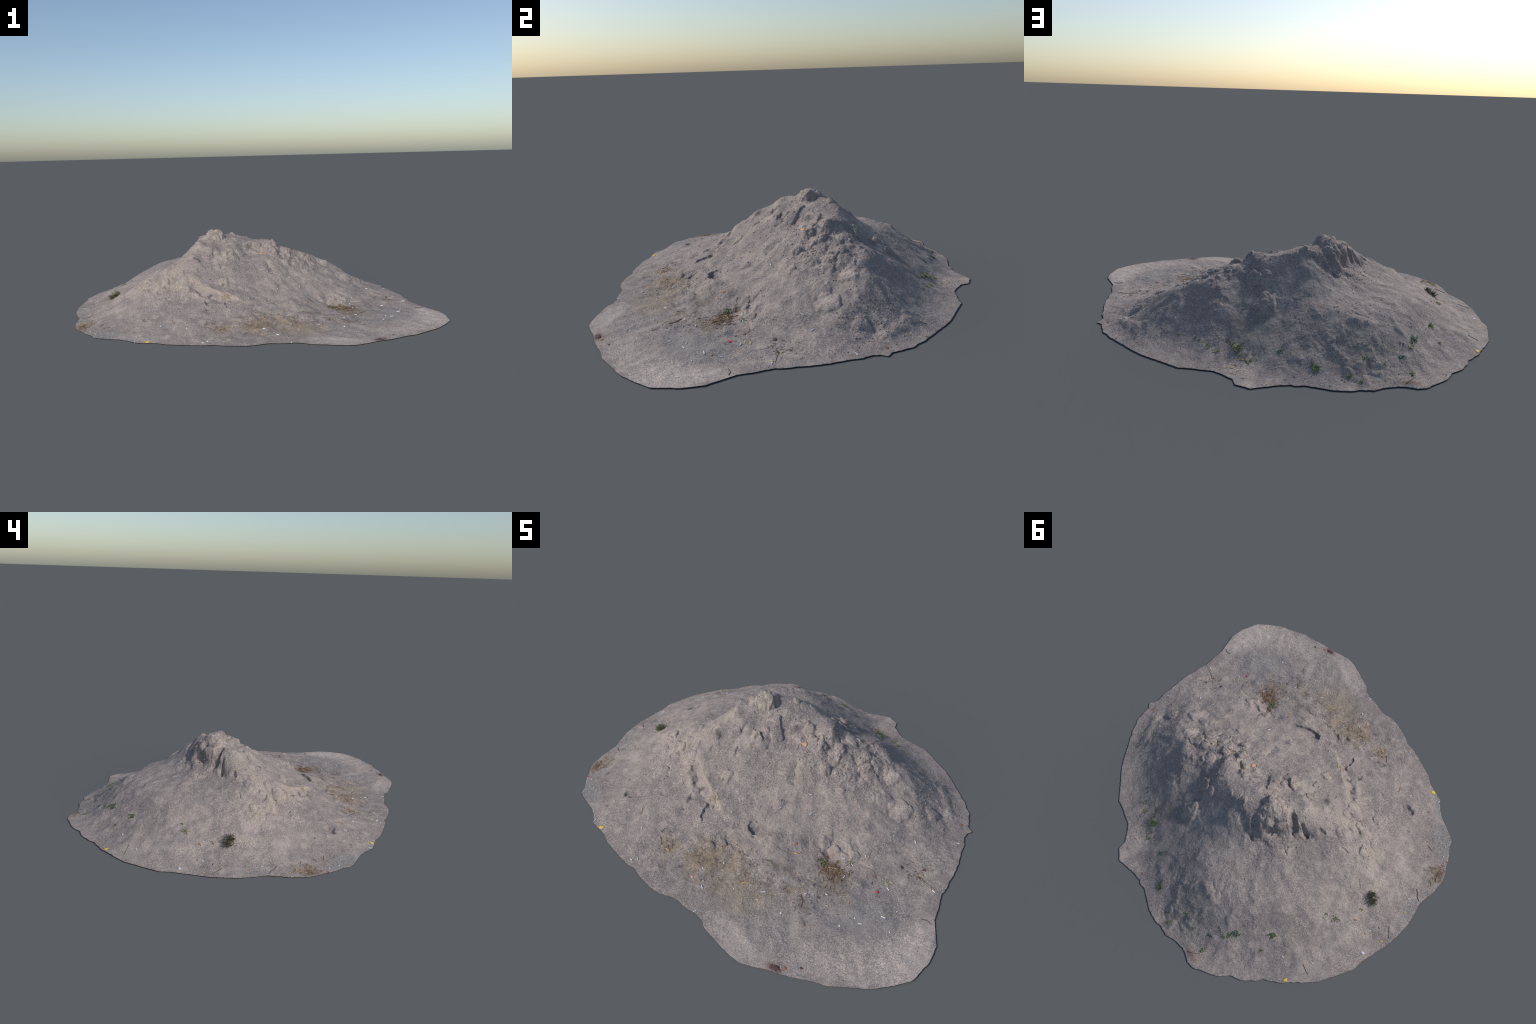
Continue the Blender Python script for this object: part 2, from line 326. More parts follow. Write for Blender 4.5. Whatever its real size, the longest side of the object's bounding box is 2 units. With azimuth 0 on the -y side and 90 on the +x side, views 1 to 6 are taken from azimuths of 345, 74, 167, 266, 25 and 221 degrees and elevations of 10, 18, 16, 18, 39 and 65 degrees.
def rim_radius(theta):
    """Distance from CENTRE to the outline in each direction."""
    p = RIM_XY - np.array(CENTRE)
    a = np.unwrap(np.arctan2(p[:, 1], p[:, 0]))
    if a[-1] < a[0]:
        p, a = p[::-1], a[::-1]
    start = a[0]
    q = np.vstack([p, p[:1]])
    a = np.r_[a, a[0] + 2 * math.pi]
    t = (theta - start) % (2 * math.pi) + start
    i = np.clip(np.searchsorted(a, t, side="right") - 1, 0, len(p) - 1)
    u, v = q[i], q[i + 1]
    d = np.c_[np.cos(t), np.sin(t)]
    e = v - u
    return (u[:, 0] * e[:, 1] - u[:, 1] * e[:, 0]) / (d[:, 0] * e[:, 1] - d[:, 1] * e[:, 0])


def rough_rim(theta):
    r = rim_radius(theta)
    cx, cy = np.cos(theta), np.sin(theta)
    return r + 0.0022 * perlin(cx * 45 + 9, cy * 45, 21) + 0.0014 * perlin(cx * 110, cy * 110 + 5, 22)


def rim_gap(x, y):
    dx, dy = x - CENTRE[0], y - CENTRE[1]
    return rim_radius(np.arctan2(dy, dx)) - np.hypot(dx, dy)


def settle(points):
    """Spot heights less the relief that will be added there, so the finished ground passes through them."""
    p = np.array(points)
    return np.c_[p[:, :2], p[:, 2] - relief(p[:, 0], p[:, 1], rim_gap(p[:, 0], p[:, 1]))]


RIM_SPOTS = np.c_[RIM_XY, np.full(len(RIM_XY), 0.001)]
SLOPES = np.vstack([settle(v) for k, v in LAND.items()] + [RIM_SPOTS])
SLOPES_FIT = fit_terrain(SLOPES)
HIGH = np.vstack([settle(CRAG)] + [settle(v) for k, v in LAND.items() if k in ("south face", "east summit ridge", "southwest flank")])
HIGH_FIT = fit_terrain(HIGH)


def surface(points, fit, x, y):
    out = np.empty(len(x))
    for s in range(0, len(x), 20000):
        e = slice(s, s + 20000)
        d = np.hypot(x[e, None] - points[None, :, 0], y[e, None] - points[None, :, 1])
        out[e] = spline_kernel(d) @ fit[:-3] + fit[-3] + x[e] * fit[-2] + y[e] * fit[-1]
    return out


def height(x, y):
    x, y = np.atleast_1d(np.asarray(x, float)), np.atleast_1d(np.asarray(y, float))
    z = surface(SLOPES, SLOPES_FIT, x, y)
    near = (np.abs(x + 0.12) < 0.36) & (np.abs(y - 0.18) < 0.24)
    if near.any():
        xn, yn = x[near], y[near]
        low = z[near]
        rise = np.maximum(surface(HIGH, HIGH_FIT, xn, yn), low) - low
        rough = low + crag_mask(xn, yn) * rise
        z[near] = low + crag_mask(xn, yn, rough) * rise + block(xn, yn)
    return np.maximum(z + relief(x, y, rim_gap(x, y)), 0.0008)


def make_mesh(name, verts, faces, smooth_shade=True):
    me = bpy.data.meshes.new(name)
    me.from_pydata([tuple(v) for v in verts], [], [tuple(f) for f in faces])
    me.polygons.foreach_set("use_smooth", [smooth_shade] * len(me.polygons))
    me.update()
    return me


def break_faces(x, y, z):
    """Push lumps out along the normal where the crag and the clods stand steep, so faces are broken in three dimensions."""
    where = np.clip(blob(x, y, -0.18, 0.24, 0.17) * 1.6 + 0.8 * blob(x, y, 0.33, 0.08, 0.15) + 0.4 * blob(x, y, 0.25, 0.44, 0.09), 0, 1)
    part = np.nonzero(where > 0.05)[0]
    xp, yp = x[part], y[part]
    gx, gy, amount = np.zeros(len(x)), np.zeros(len(x)), np.zeros(len(x))
    gx[part] = (height(xp + 0.006, yp) - height(xp - 0.006, yp)) / 0.012
    gy[part] = (height(xp, yp + 0.006) - height(xp, yp - 0.006)) / 0.012
    amount = smooth(0.45, 0.95, np.hypot(gx, gy)) * where
    for i in np.nonzero(amount > 0.02)[0]:
        p = Vector((x[i], y[i], z[i]))
        n = Vector((-gx[i], -gy[i], 1)).normalized()
        lump = 0.35 + 1.25 * noise.noise(p * 14) + 0.55 * noise.noise(p * 38) + 0.22 * noise.noise(p * 85)
        p += n * (0.0095 * amount[i] * (lump - 0.35))
        x[i], y[i], z[i] = p
    return x, y, z


def build_soil():
    theta = np.arange(N_ANGLE) * 2 * math.pi / N_ANGLE
    rim = rough_rim(theta)
    frac = np.arange(1, N_RING + 1) / N_RING
    r = frac[:, None] * rim[None, :]
    x = np.r_[CENTRE[0], (CENTRE[0] + r * np.cos(theta)).ravel()]
    y = np.r_[CENTRE[1], (CENTRE[1] + r * np.sin(theta)).ravel()]
    z = height(x, y)
    z[-N_ANGLE:] = 0.0008
    x, y, z = break_faces(x, y, z)
    inset = rim - 0.002
    under = np.c_[CENTRE[0] + inset * np.cos(theta), CENTRE[1] + inset * np.sin(theta), np.zeros(N_ANGLE)]
    verts = np.vstack([np.c_[x, y, z], under, [[CENTRE[0], CENTRE[1], 0.0]]])
    j = np.arange(N_ANGLE)
    k = (j + 1) % N_ANGLE
    fan = np.c_[np.zeros(N_ANGLE, int), 1 + j, 1 + k]
    quads = []
    for i in range(N_RING):                                   # last pass joins the rim to the underside
        a, b = 1 + i * N_ANGLE, 1 + (i + 1) * N_ANGLE
        quads.append(np.c_[a + j, b + j, b + k, a + k])
    low = 1 + N_RING * N_ANGLE
    base = np.c_[np.full(N_ANGLE, low + N_ANGLE), low + k, low + j]
    quads = np.vstack(quads)
    me = bpy.data.meshes.new("sand")
    loops = np.r_[fan.ravel(), quads.ravel(), base.ravel()]
    sizes = np.r_[np.full(len(fan), 3), np.full(len(quads), 4), np.full(len(base), 3)]
    me.vertices.add(len(verts))
    me.vertices.foreach_set("co", verts.ravel())
    me.loops.add(len(loops))
    me.loops.foreach_set("vertex_index", loops.astype(np.int32))
    me.polygons.add(len(sizes))
    me.polygons.foreach_set("loop_start", np.r_[0, np.cumsum(sizes)[:-1]].astype(np.int32))
    flat = np.ones(len(sizes), bool)
    flat[len(fan) + len(quads):] = False
    me.polygons.foreach_set("use_smooth", flat)
    me.update(calc_edges=True)
    me.validate()
    return me


# ------------------------------------------------------------------ materials
class Nodes:
    def __init__(self, name):
        self.mat = bpy.data.materials.new(name)
        self.mat.use_nodes = True
        self.tree = self.mat.node_tree
        self.bsdf = self.tree.nodes["Principled BSDF"]
        self.coord = self.tree.nodes.new("ShaderNodeTexCoord").outputs["Object"]

    def put(self, socket, value):
        if isinstance(value, bpy.types.NodeSocket):
            self.tree.links.new(value, socket)
        else:
            socket.default_value = value

    def node(self, kind, out=0, props=None, **inputs):
        n = self.tree.nodes.new("ShaderNode" + kind)
        for k, v in (props or {}).items():
            setattr(n, k, v)
        for k, v in inputs.items():
            self.put(n.inputs[int(k[1:]) if k[0] == "i" and k[1:].isdigit() else k.replace("_", " ")], v)
        return n.outputs[out]

    def noise(self, scale, detail=3.0, rough=0.55, vector=None):
        return self.node("TexNoise", 0, None, Vector=vector or self.coord, Scale=scale, Detail=detail, Roughness=rough)

    def math(self, op, a, b=0.0, clamp=False):
        return self.node("Math", 0, {"operation": op, "use_clamp": clamp}, i0=a, i1=b)

    def remap(self, v, a, b, c=0.0, d=1.0):
        return self.node("MapRange", 0, {"interpolation_type": "SMOOTHSTEP"}, Value=v, From_Min=a, From_Max=b, To_Min=c, To_Max=d)

    def mix(self, f, a, b, blend="MIX"):
        n = self.tree.nodes.new("ShaderNodeMix")
        n.data_type, n.blend_type, n.clamp_factor = "RGBA", blend, True
        self.put(n.inputs[0], f)
        self.put(n.inputs[6], a)
        self.put(n.inputs[7], b)
        return n.outputs[2]


def rgb(r, g, b):
    return (r, g, b, 1.0)


# colour patches on the sand: x, y, half-length, half-width, turn (degrees), colour, strength
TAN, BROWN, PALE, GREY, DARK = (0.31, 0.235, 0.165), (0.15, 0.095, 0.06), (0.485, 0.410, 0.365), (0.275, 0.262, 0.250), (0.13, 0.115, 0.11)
CREAM, OLIVE = (0.42, 0.358, 0.295), (0.30, 0.245, 0.165)
STAINS = [
    (-0.075, -0.605, 0.10, 0.055, 10, TAN, 0.85), (0.165, -0.735, 0.17, 0.085, -15, OLIVE, 0.35),
    (0.05, -0.65, 0.22, 0.10, -10, OLIVE, 0.30), (0.485, -0.430, 0.10, 0.060, -40, BROWN, 0.85),
    (-0.275, -0.590, 0.06, 0.035, -30, OLIVE, 0.55), (-0.262, -0.618, 0.03, 0.014, -30, BROWN, 0.6),
    (0.437, -0.962, 0.045, 0.020, -5, (0.14, 0.085, 0.085), 0.75), (-0.955, -0.258, 0.035, 0.05, 0, BROWN, 0.6),
    (-0.93, -0.20, 0.05, 0.06, 0, OLIVE, 0.35), (0.88, -0.73, 0.17, 0.13, 40, PALE, 0.95),
    (0.92, -0.58, 0.11, 0.06, 70, PALE, 0.8), (0.62, -0.86, 0.20, 0.07, 15, PALE, 0.5),
    (0.24, -0.91, 0.17, 0.06, -25, PALE, 0.75), (0.62, -0.58, 0.22, 0.16, 20, GREY, 0.55),
    (0.34, -0.80, 0.12, 0.10, 0, GREY, 0.4), (-0.86, -0.42, 0.10, 0.045, -40, GREY, 0.85),
    (-0.75, -0.56, 0.10, 0.03, -40, GREY, 0.8), (-0.96, 0.03, 0.03, 0.12, 0, GREY, 0.5),
    (-0.615, -0.025, 0.10, 0.045, 40, CREAM, 0.52), (-0.470, -0.070, 0.08, 0.045, 20, CREAM, 0.45), (-0.39, -0.21, 0.12, 0.022, -48, CREAM, 0.41), (-0.760, 0.050, 0.05, 0.025, 60, CREAM, 0.45),
    (-0.830, 0.278, 0.05, 0.035, 0, CREAM, 0.38), (-0.43, -0.06, 0.12, 0.05, 30, CREAM, 0.30),
    (-0.29, -0.22, 0.12, 0.020, -42, CREAM, 0.56), (-0.14, -0.345, 0.08, 0.018, -36, CREAM, 0.56),
    (-0.175, -0.320, 0.03, 0.020, 0, OLIVE, 0.6), (-0.166, -0.215, 0.035, 0.030, 0, CREAM, 0.52),
    (-0.30, 0.08, 0.10, 0.05, 40, CREAM, 0.34), (-0.13, 0.18, 0.09, 0.07, 0, CREAM, 0.40), (0.43, 0.09, 0.07, 0.05, 0, CREAM, 0.35), (-0.10, 0.0, 0.05, 0.04, 0, CREAM, 0.35), (0.17, 0.11, 0.04, 0.04, 0, CREAM, 0.35),
    (0.02, 0.24, 0.04, 0.03, 0, CREAM, 0.38), (0.17, -0.06, 0.035, 0.075, 20, CREAM, 0.34),
    (0.045, -0.495, 0.05, 0.012, -20, CREAM, 0.52), (0.66, -0.01, 0.06, 0.04, 30, PALE, 0.5),
    (0.58, 0.13, 0.05, 0.025, 40, PALE, 0.5), (-0.292, -0.046, 0.026, 0.012, -20, (0.15, 0.13, 0.11), 0.85),  # last one and next two lines: small dark spots, several of them at dents in the relief
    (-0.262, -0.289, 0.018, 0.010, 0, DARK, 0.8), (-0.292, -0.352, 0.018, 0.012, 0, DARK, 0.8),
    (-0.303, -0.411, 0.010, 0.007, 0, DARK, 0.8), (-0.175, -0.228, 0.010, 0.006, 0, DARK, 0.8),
    (-0.28, 0.960, 0.05, 0.012, -12, (0.24, 0.12, 0.075), 0.6), (0.37, 0.74, 0.06, 0.07, 0, PALE, 0.35),
    (0.39, 0.86, 0.04, 0.04, 0, PALE, 0.6), (0.33, 0.53, 0.10, 0.07, 0, (0.20, 0.185, 0.15), 0.45),
    (-0.12, 0.80, 0.14, 0.09, 0, (0.27, 0.245, 0.20), 0.4), (0.474, -0.580, 0.009, 0.007, 0, (0.07, 0.07, 0.075), 0.9),
    (0.43, -0.66, 0.05, 0.014, -30, DARK, 0.5), (0.50, -0.50, 0.10, 0.03, 30, (0.2, 0.16, 0.13), 0.4),
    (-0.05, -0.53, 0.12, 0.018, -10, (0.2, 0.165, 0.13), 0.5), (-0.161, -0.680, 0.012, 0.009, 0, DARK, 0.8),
    (-0.80, 0.33, 0.09, 0.09, 0, PALE, 0.25), (-0.05, 0.42, 0.22, 0.10, 0, GREY, 0.3),
]


def sand_material():
    m = Nodes("sand")
    # slow drift between mauve-grey and warmer sand, then the speckle of the grains
    drift = m.noise(3.2, 5.0, 0.6)
    col = m.mix(m.remap(drift, 0.35, 0.68), rgb(0.284, 0.241, 0.225), rgb(0.350, 0.296, 0.268))
    blot = m.noise(22.0, 4.0, 0.65)
    col = m.mix(m.remap(blot, 0.50, 0.70, 0.0, 0.55), col, rgb(0.42, 0.365, 0.32))
    col = m.mix(m.remap(blot, 0.48, 0.30, 0.0, 0.5), col, rgb(0.215, 0.187, 0.176))
    dust = m.noise(11.0, 5.0, 0.7)
    col = m.mix(m.remap(dust, 0.50, 0.64, 0.0, 0.55), col, rgb(0.440, 0.372, 0.328))
    col = m.mix(m.remap(m.noise(7.0, 5.0, 0.72), 0.51, 0.66, 0.0, 0.45), col, rgb(0.240, 0.204, 0.187))
    pit = m.node("TexVoronoi", 0, {"feature": "F1"}, Vector=m.coord, Scale=26.0)  # sparse small dark spots, colour only
    col = m.mix(m.math("MULTIPLY", m.remap(pit, 0.16, 0.04, 0.0, 0.55), m.remap(m.noise(9.0), 0.5, 0.65)), col, rgb(0.12, 0.10, 0.095))
    ragged = m.math("MULTIPLY", m.math("SUBTRACT", m.noise(30.0, 4.0, 0.7), 0.5), 2.2)
    for x, y, a, b, turn, c, k in STAINS:
        local = m.node("Mapping", 0, {"vector_type": "TEXTURE"}, Vector=m.coord, Location=(x, y, 0),
                       Rotation=(0, 0, math.radians(turn)), Scale=(a, b, 50.0))
        d = m.node("VectorMath", 1, {"operation": "LENGTH"}, i0=local)
        col = m.mix(m.remap(m.math("ADD", d, ragged), 1.35, 0.35, 0.0, k), col, rgb(*c))
    # trampled dirt in a band along the sunny foot, broken up
    band = m.node("Mapping", 0, {"vector_type": "TEXTURE"}, Vector=m.coord, Location=(0.13, -0.59, 0), Rotation=(0, 0, 0.12), Scale=(0.56, 0.13, 50.0))
    soft = m.remap(m.node("VectorMath", 1, {"operation": "LENGTH"}, i0=band), 1.25, 0.3)
    col = m.mix(m.math("MULTIPLY", soft, m.remap(m.noise(17.0, 5.0, 0.75), 0.47, 0.60, 0.0, 0.60)), col, rgb(0.185, 0.140, 0.110))
    col = m.mix(m.math("MULTIPLY", soft, m.remap(m.noise(48.0, 4.0, 0.7), 0.54, 0.64, 0.0, 0.7)), col, rgb(0.11, 0.085, 0.07))
    col = m.mix(m.math("MULTIPLY", soft, m.remap(m.noise(13.0, 4.0, 0.7), 0.50, 0.62, 0.0, 0.5)), col, rgb(0.37, 0.29, 0.20))
    grain = m.noise(260.0, 2.0, 0.7)
    coarse = m.noise(165.0, 3.0, 0.75)
    fine = m.noise(620.0, 1.0, 0.5)
    calm = m.remap(m.noise(5.5, 3.0, 0.6), 0.42, 0.62, 0.0, 0.75)
    fleck = m.math("MULTIPLY", m.remap(grain, 0.28, 0.72, 0.66, 1.34), m.remap(coarse, 0.32, 0.68, 0.70, 1.30))
    fleck = m.math("ADD", m.math("MULTIPLY", fleck, m.math("SUBTRACT", 1.0, m.math("MULTIPLY", calm, 0.6))), m.math("MULTIPLY", calm, 0.6))
    col = m.mix(1.0, col, m.node("CombineColor", 0, None, Red=fleck, Green=fleck, Blue=m.math("ADD", m.math("MULTIPLY", fleck, 0.94), 0.06)), "MULTIPLY")
    speck = m.node("TexVoronoi", 0, {"feature": "F1"}, Vector=m.coord, Scale=170.0)
    lone = m.node("TexVoronoi", 1, {"feature": "F1"}, Vector=m.coord, Scale=170.0)
    pick = m.node("SeparateColor", 0, None, Color=lone)
    col = m.mix(m.math("MULTIPLY", m.math("GREATER_THAN", pick, 0.90), m.remap(speck, 0.45, 0.2, 0.0, 0.55)), col, rgb(0.60, 0.56, 0.52))
    col = m.mix(m.math("MULTIPLY", m.math("LESS_THAN", pick, 0.10), m.remap(speck, 0.45, 0.2, 0.0, 0.6)), col, rgb(0.12, 0.105, 0.10))
    bump = m.node("Bump", 0, None, Strength=0.6, Distance=0.003, Height=m.math("ADD", m.math("ADD", grain, coarse), m.math("MULTIPLY", fine, 0.4)))
    m.put(m.bsdf.inputs["Base Color"], col)
    m.put(m.bsdf.inputs["Roughness"], 0.95)
    m.put(m.bsdf.inputs["Specular IOR Level"], 0.15)
    m.put(m.bsdf.inputs["Normal"], bump)
    return m.mat


def plain(name, a, b, scale=60.0, rough=0.8):
    """Two tones mixed by noise, shifted a little from piece to piece."""
    m = Nodes(name)
    pick = m.node("ObjectInfo", "Random")
    f = m.math("ADD", m.remap(m.noise(scale, 3.0), 0.35, 0.65, 0.0, 0.7), m.math("MULTIPLY", pick, 0.3))
    m.put(m.bsdf.inputs["Base Color"], m.mix(f, rgb(*a), rgb(*b)))
    m.put(m.bsdf.inputs["Roughness"], rough)
    m.put(m.bsdf.inputs["Specular IOR Level"], 0.25)
    return m.mat


# ------------------------------------------------------------------ the thing and its parts
root = bpy.data.objects.new("sand_heap", None)
root.empty_display_size = 0.2
root["label"] = "broad grey heap of loose sand with crusted crest, litter and weeds"
root["category"] = "sand pile"
bpy.context.scene.collection.objects.link(root)


def add(name, mesh, mat=None, parent=None, stuff=False):
    o = bpy.data.objects.new(name, mesh)
    bpy.context.scene.collection.objects.link(o)
    o.parent = parent or root
    if mat is not None and not mesh.materials:
        mesh.materials.append(mat)
    if stuff:
        o["kind"] = "stuff"
    return o


soil = add("soil", build_soil(), sand_material())


def frame(x, y, turn=0.0, lift=0.0):
    """Placement on the slope at (x, y): origin on the surface, z along the slope normal."""
    e = 0.008
    h = height([x, x + e, x - e, x, x], [y, y, y, y + e, y - e])
    n = Vector((-(h[1] - h[2]) / (2 * e), -(h[3] - h[4]) / (2 * e), 1)).normalized()
    t = Vector((math.cos(turn), math.sin(turn), 0))
    t = (t - n * t.dot(n)).normalized()
    b = n.cross(t)
    m = Matrix((t, b, n)).transposed().to_4x4()
    m.translation = Vector((x, y, h[0])) + n * lift
    return m


def tube(path, radius, sides=6, taper=0.6):
    """Round rod along a path, tapering to the end."""
    path = [Vector(p) for p in path]
    verts, faces = [], []
    for i, p in enumerate(path):
        d = (path[min(i + 1, len(path) - 1)] - path[max(i - 1, 0)]).normalized()
        u = d.cross(Vector((0, 0, 1)))
        u = u.normalized() if u.length > 1e-3 else Vector((1, 0, 0))
        v = u.cross(d)
        r = radius * (1 - (1 - taper) * i / (len(path) - 1))
        for s in range(sides):
            a = 2 * math.pi * s / sides
            verts.append(p + (u * math.cos(a) + v * math.sin(a)) * r)
    for i in range(len(path) - 1):
        for s in range(sides):
            t = (s + 1) % sides
            faces.append((i * sides + s, i * sides + t, (i + 1) * sides + t, (i + 1) * sides + s))
    faces.append(tuple(range(sides))[::-1])
    faces.append(tuple(range((len(path) - 1) * sides, len(path) * sides)))
    return verts, faces


def blade(length, width, thick, bend, lobes=0.0, steps=6):
    """A leaf or grass blade with real thickness, bending upward along +x from its base."""
    verts, faces = [], []
    for i in range(steps + 1):
        t = i / steps
        w = width * (math.sin(math.pi * (0.08 + 0.90 * t)) ** 0.8) * (1 + lobes * math.sin(t * 17))
        x, z = length * t * math.cos(bend * t * 0.7), length * t * math.sin(bend * t * 0.7 + 0.1)
        k = thick * (1 - 0.6 * t)
        verts += [(x, -w, z + 0.15 * w), (x, 0, z - k / 2), (x, w, z + 0.15 * w), (x, 0, z + k / 2)]
    for i in range(steps):
        for s in range(4):
            t = (s + 1) % 4
            faces.append((i * 4 + s, (i + 1) * 4 + s, (i + 1) * 4 + t, i * 4 + t))
    faces += [(0, 1, 2, 3), tuple(steps * 4 + s for s in (3, 2, 1, 0))]
    return [Vector(v) for v in verts], faces


class Gather:
    """Collects pieces into one mesh."""

    def __init__(self):
        self.v, self.f = [], []

    def take(self, part, matrix=None):
        v, f = part
        n = len(self.v)
        self.v += [matrix @ Vector(p) if matrix else Vector(p) for p in v]
        self.f += [tuple(i + n for i in q) for q in f]

    def mesh(self, name):
        return make_mesh(name, self.v, self.f)


def pebble(r, seed, flat=0.65):
    bm = bmesh.new()
    bmesh.ops.create_icosphere(bm, subdivisions=1, radius=r)
    g = random.Random(seed)
    for v in bm.verts:
        v.co *= g.uniform(0.75, 1.2)
        v.co.z *= flat
    bm.verts.index_update()
    out = ([v.co.copy() for v in bm.verts], [tuple(v.index for v in f.verts) for f in bm.faces])
    bm.free()
    return out


# --- cigarette butts: white paper rods with a tan filter end
paper = plain("butt_paper", (0.62, 0.63, 0.66), (0.80, 0.80, 0.80), 90)
cork = plain("filter_tan", (0.52, 0.36, 0.20), (0.62, 0.46, 0.28), 120)


def butt_mesh(length, radius):
    g = Gather()
    g.take(tube([(-length / 2, 0, 0), (-length / 2 + 0.0006, 0, 0), (length * 0.2, 0, 0), (length / 2 - 0.0005, 0.0004, 0), (length / 2, 0.0004, 0)], radius, 10, 0.9))
    me = g.mesh("butt")
    me.materials.append(paper)
    return me


BUTTS = [  # x, y, turn, length
    (0.145, -0.255, 60, 0.012), (0.290, -0.222, 70, 0.014), (0.253, -0.142, 5, 0.016), (0.672, -0.130, 30, 0.016),
    (0.774, -0.122, 115, 0.015), (0.732, -0.412, -35, 0.017), (0.914, -0.335, -30, 0.016), (0.755, -0.564, -5, 0.020),
    (0.677, -0.634, 12, 0.018), (0.245, -0.654, 32, 0.024), (-0.010, -0.740, -45, 0.017), (0.024, -0.861, 60, 0.014),
    (-0.362, -0.722, -65, 0.013), (-0.388, -0.735, -15, 0.013), (-0.437, -0.513, 60, 0.012), (-0.563, -0.496, 65, 0.017),
    (0.538, -0.435, 75, 0.013), (0.954, -0.008, 20, 0.017), (-0.439, -0.566, 100, 0.010), (0.505, -0.350, 40, 0.012),
    (0.430, -0.385, -25, 0.013), (-0.759, 0.569, 20, 0.012), (0.900, -0.690, 50, 0.015), (-0.702, -0.598, 80, 0.014),
    (0.548, -0.358, -20, 0.012), (-0.629, 0.652, 10, 0.009), (-0.870, 0.245, 60, 0.012), (0.415, -0.590, 20, 0.011),
    (0.500, -0.555, -15, 0.011), (-0.056, -0.652, -40, 0.011), (0.800, -0.505, 60, 0.012), (-0.915, -0.030, 70, 0.010),
]
butts = [butt_mesh(0.012, 0.0023), butt_mesh(0.016, 0.0024), butt_mesh(0.020, 0.0025)]
for x, y, turn, length in BUTTS:
    me = butts[0] if length < 0.0135 else butts[1] if length < 0.019 else butts[2]
    o = add("cigarette_butt", me)
    o.matrix_world = frame(x, y, math.radians(turn), 0.0012)

# --- white grit and paper crumbs
pale_stone = plain("pale_stone", (0.55, 0.52, 0.48), (0.74, 0.72, 0.68))
for i, (x, y, r) in enumerate([(0.649, -0.617, 0.0045), (0.604, -0.680, 0.006), (0.592, -0.300, 0.0045), (0.12, -0.69, 0.004),
                               (-0.02, -0.71, 0.0045), (-0.058, -0.358, 0.004), (0.523, -0.606, 0.004), (0.80, -0.62, 0.004),
                               (-0.691, -0.55, 0.0035), (-0.83, -0.42, 0.0035), (-0.60, 0.77, 0.003), (0.36, -0.72, 0.005),
                               (-0.35, -0.60, 0.0035), (-0.915, -0.35, 0.0045), (-0.89, -0.40, 0.004), (0.02, -0.59, 0.0045)]):
    o = add("pale_pebble", make_mesh("pale_pebble", *pebble(r, i)), pale_stone)
    o.matrix_world = frame(x, y, i * 1.7, 0.0008)

# --- fallen leaves and leaf scraps
leaf_mats = {
    "apricot": plain("dry_leaf_apricot", (0.62, 0.32, 0.17), (0.74, 0.45, 0.27), 50),
    "rust": plain("dry_leaf_rust", (0.28, 0.135, 0.075), (0.38, 0.20, 0.115), 60),
    "ochre": plain("dry_leaf_ochre", (0.50, 0.30, 0.11), (0.66, 0.43, 0.18), 60),
    "yellow": plain("leaf_yellow", (0.74, 0.47, 0.06), (0.84, 0.60, 0.12), 40),
    "straw": plain("straw_tan", (0.48, 0.36, 0.20), (0.62, 0.50, 0.30), 60),
    "lime": plain("leaf_lime", (0.46, 0.46, 0.12), (0.58, 0.56, 0.22), 60),
    "red": plain("petal_red", (0.62, 0.035, 0.06), (0.74, 0.08, 0.10), 60),
    "plum": plain("leaf_plum", (0.10, 0.055, 0.055), (0.17, 0.09, 0.08), 60),
    "lilac": plain("paper_lilac", (0.58, 0.58, 0.72), (0.72, 0.72, 0.82), 60),
}


def flat_leaf(length, width, lobes=0.0, curl=0.05, points=22, seed=0):
    """A leaf lying down: an oval or star outline, domed, 0.8 mm thick."""
    verts, faces = [], []
    rings = 3
    thick = 0.0008
    g = random.Random(seed)
    ragged = [1 + g.uniform(-0.16, 0.14) for _ in range(points)]
    p1, p2 = g.uniform(0, 6.28), g.uniform(0, 6.28)
    for side in (1, -1):
        verts.append(Vector((0, 0, side * thick / 2 + curl * width * 0.5)))
        for r in range(1, rings + 1):
            f = r / rings
            for i in range(points):
                a = 2 * math.pi * i / points
                k = f * (1 + (lobes * math.cos(5 * a) + 0.14 * math.sin(2 * a + p1) + 0.10 * math.sin(3 * a + p2)) * f) * (1 + (ragged[i] - 1) * f)
                px, py = length / 2 * math.cos(a) * k, width / 2 * math.sin(a) * k
                verts.append(Vector((px, py, side * thick / 2 * (1 - 0.7 * f) + curl * (width * 0.5 * (1 - f * f) + 0.10 * width * math.sin(3 * a) * f))))
    half = 1 + rings * points
    for side, base in ((1, 0), (-1, half)):
        for i in range(points):
            j = (i + 1) % points
            q = [(base, base + 1 + i, base + 1 + j)]
            for r in range(rings - 1):
                a, b = base + 1 + r * points, base + 1 + (r + 1) * points
                q.append((a + i, b + i, b + j, a + j))
            faces += q if side == 1 else [f[::-1] for f in q]
    a, b = 1 + (rings - 1) * points, half + 1 + (rings - 1) * points
    faces += [(a + i, b + i, b + (i + 1) % points, a + (i + 1) % points) for i in range(points)]
    return verts, faces


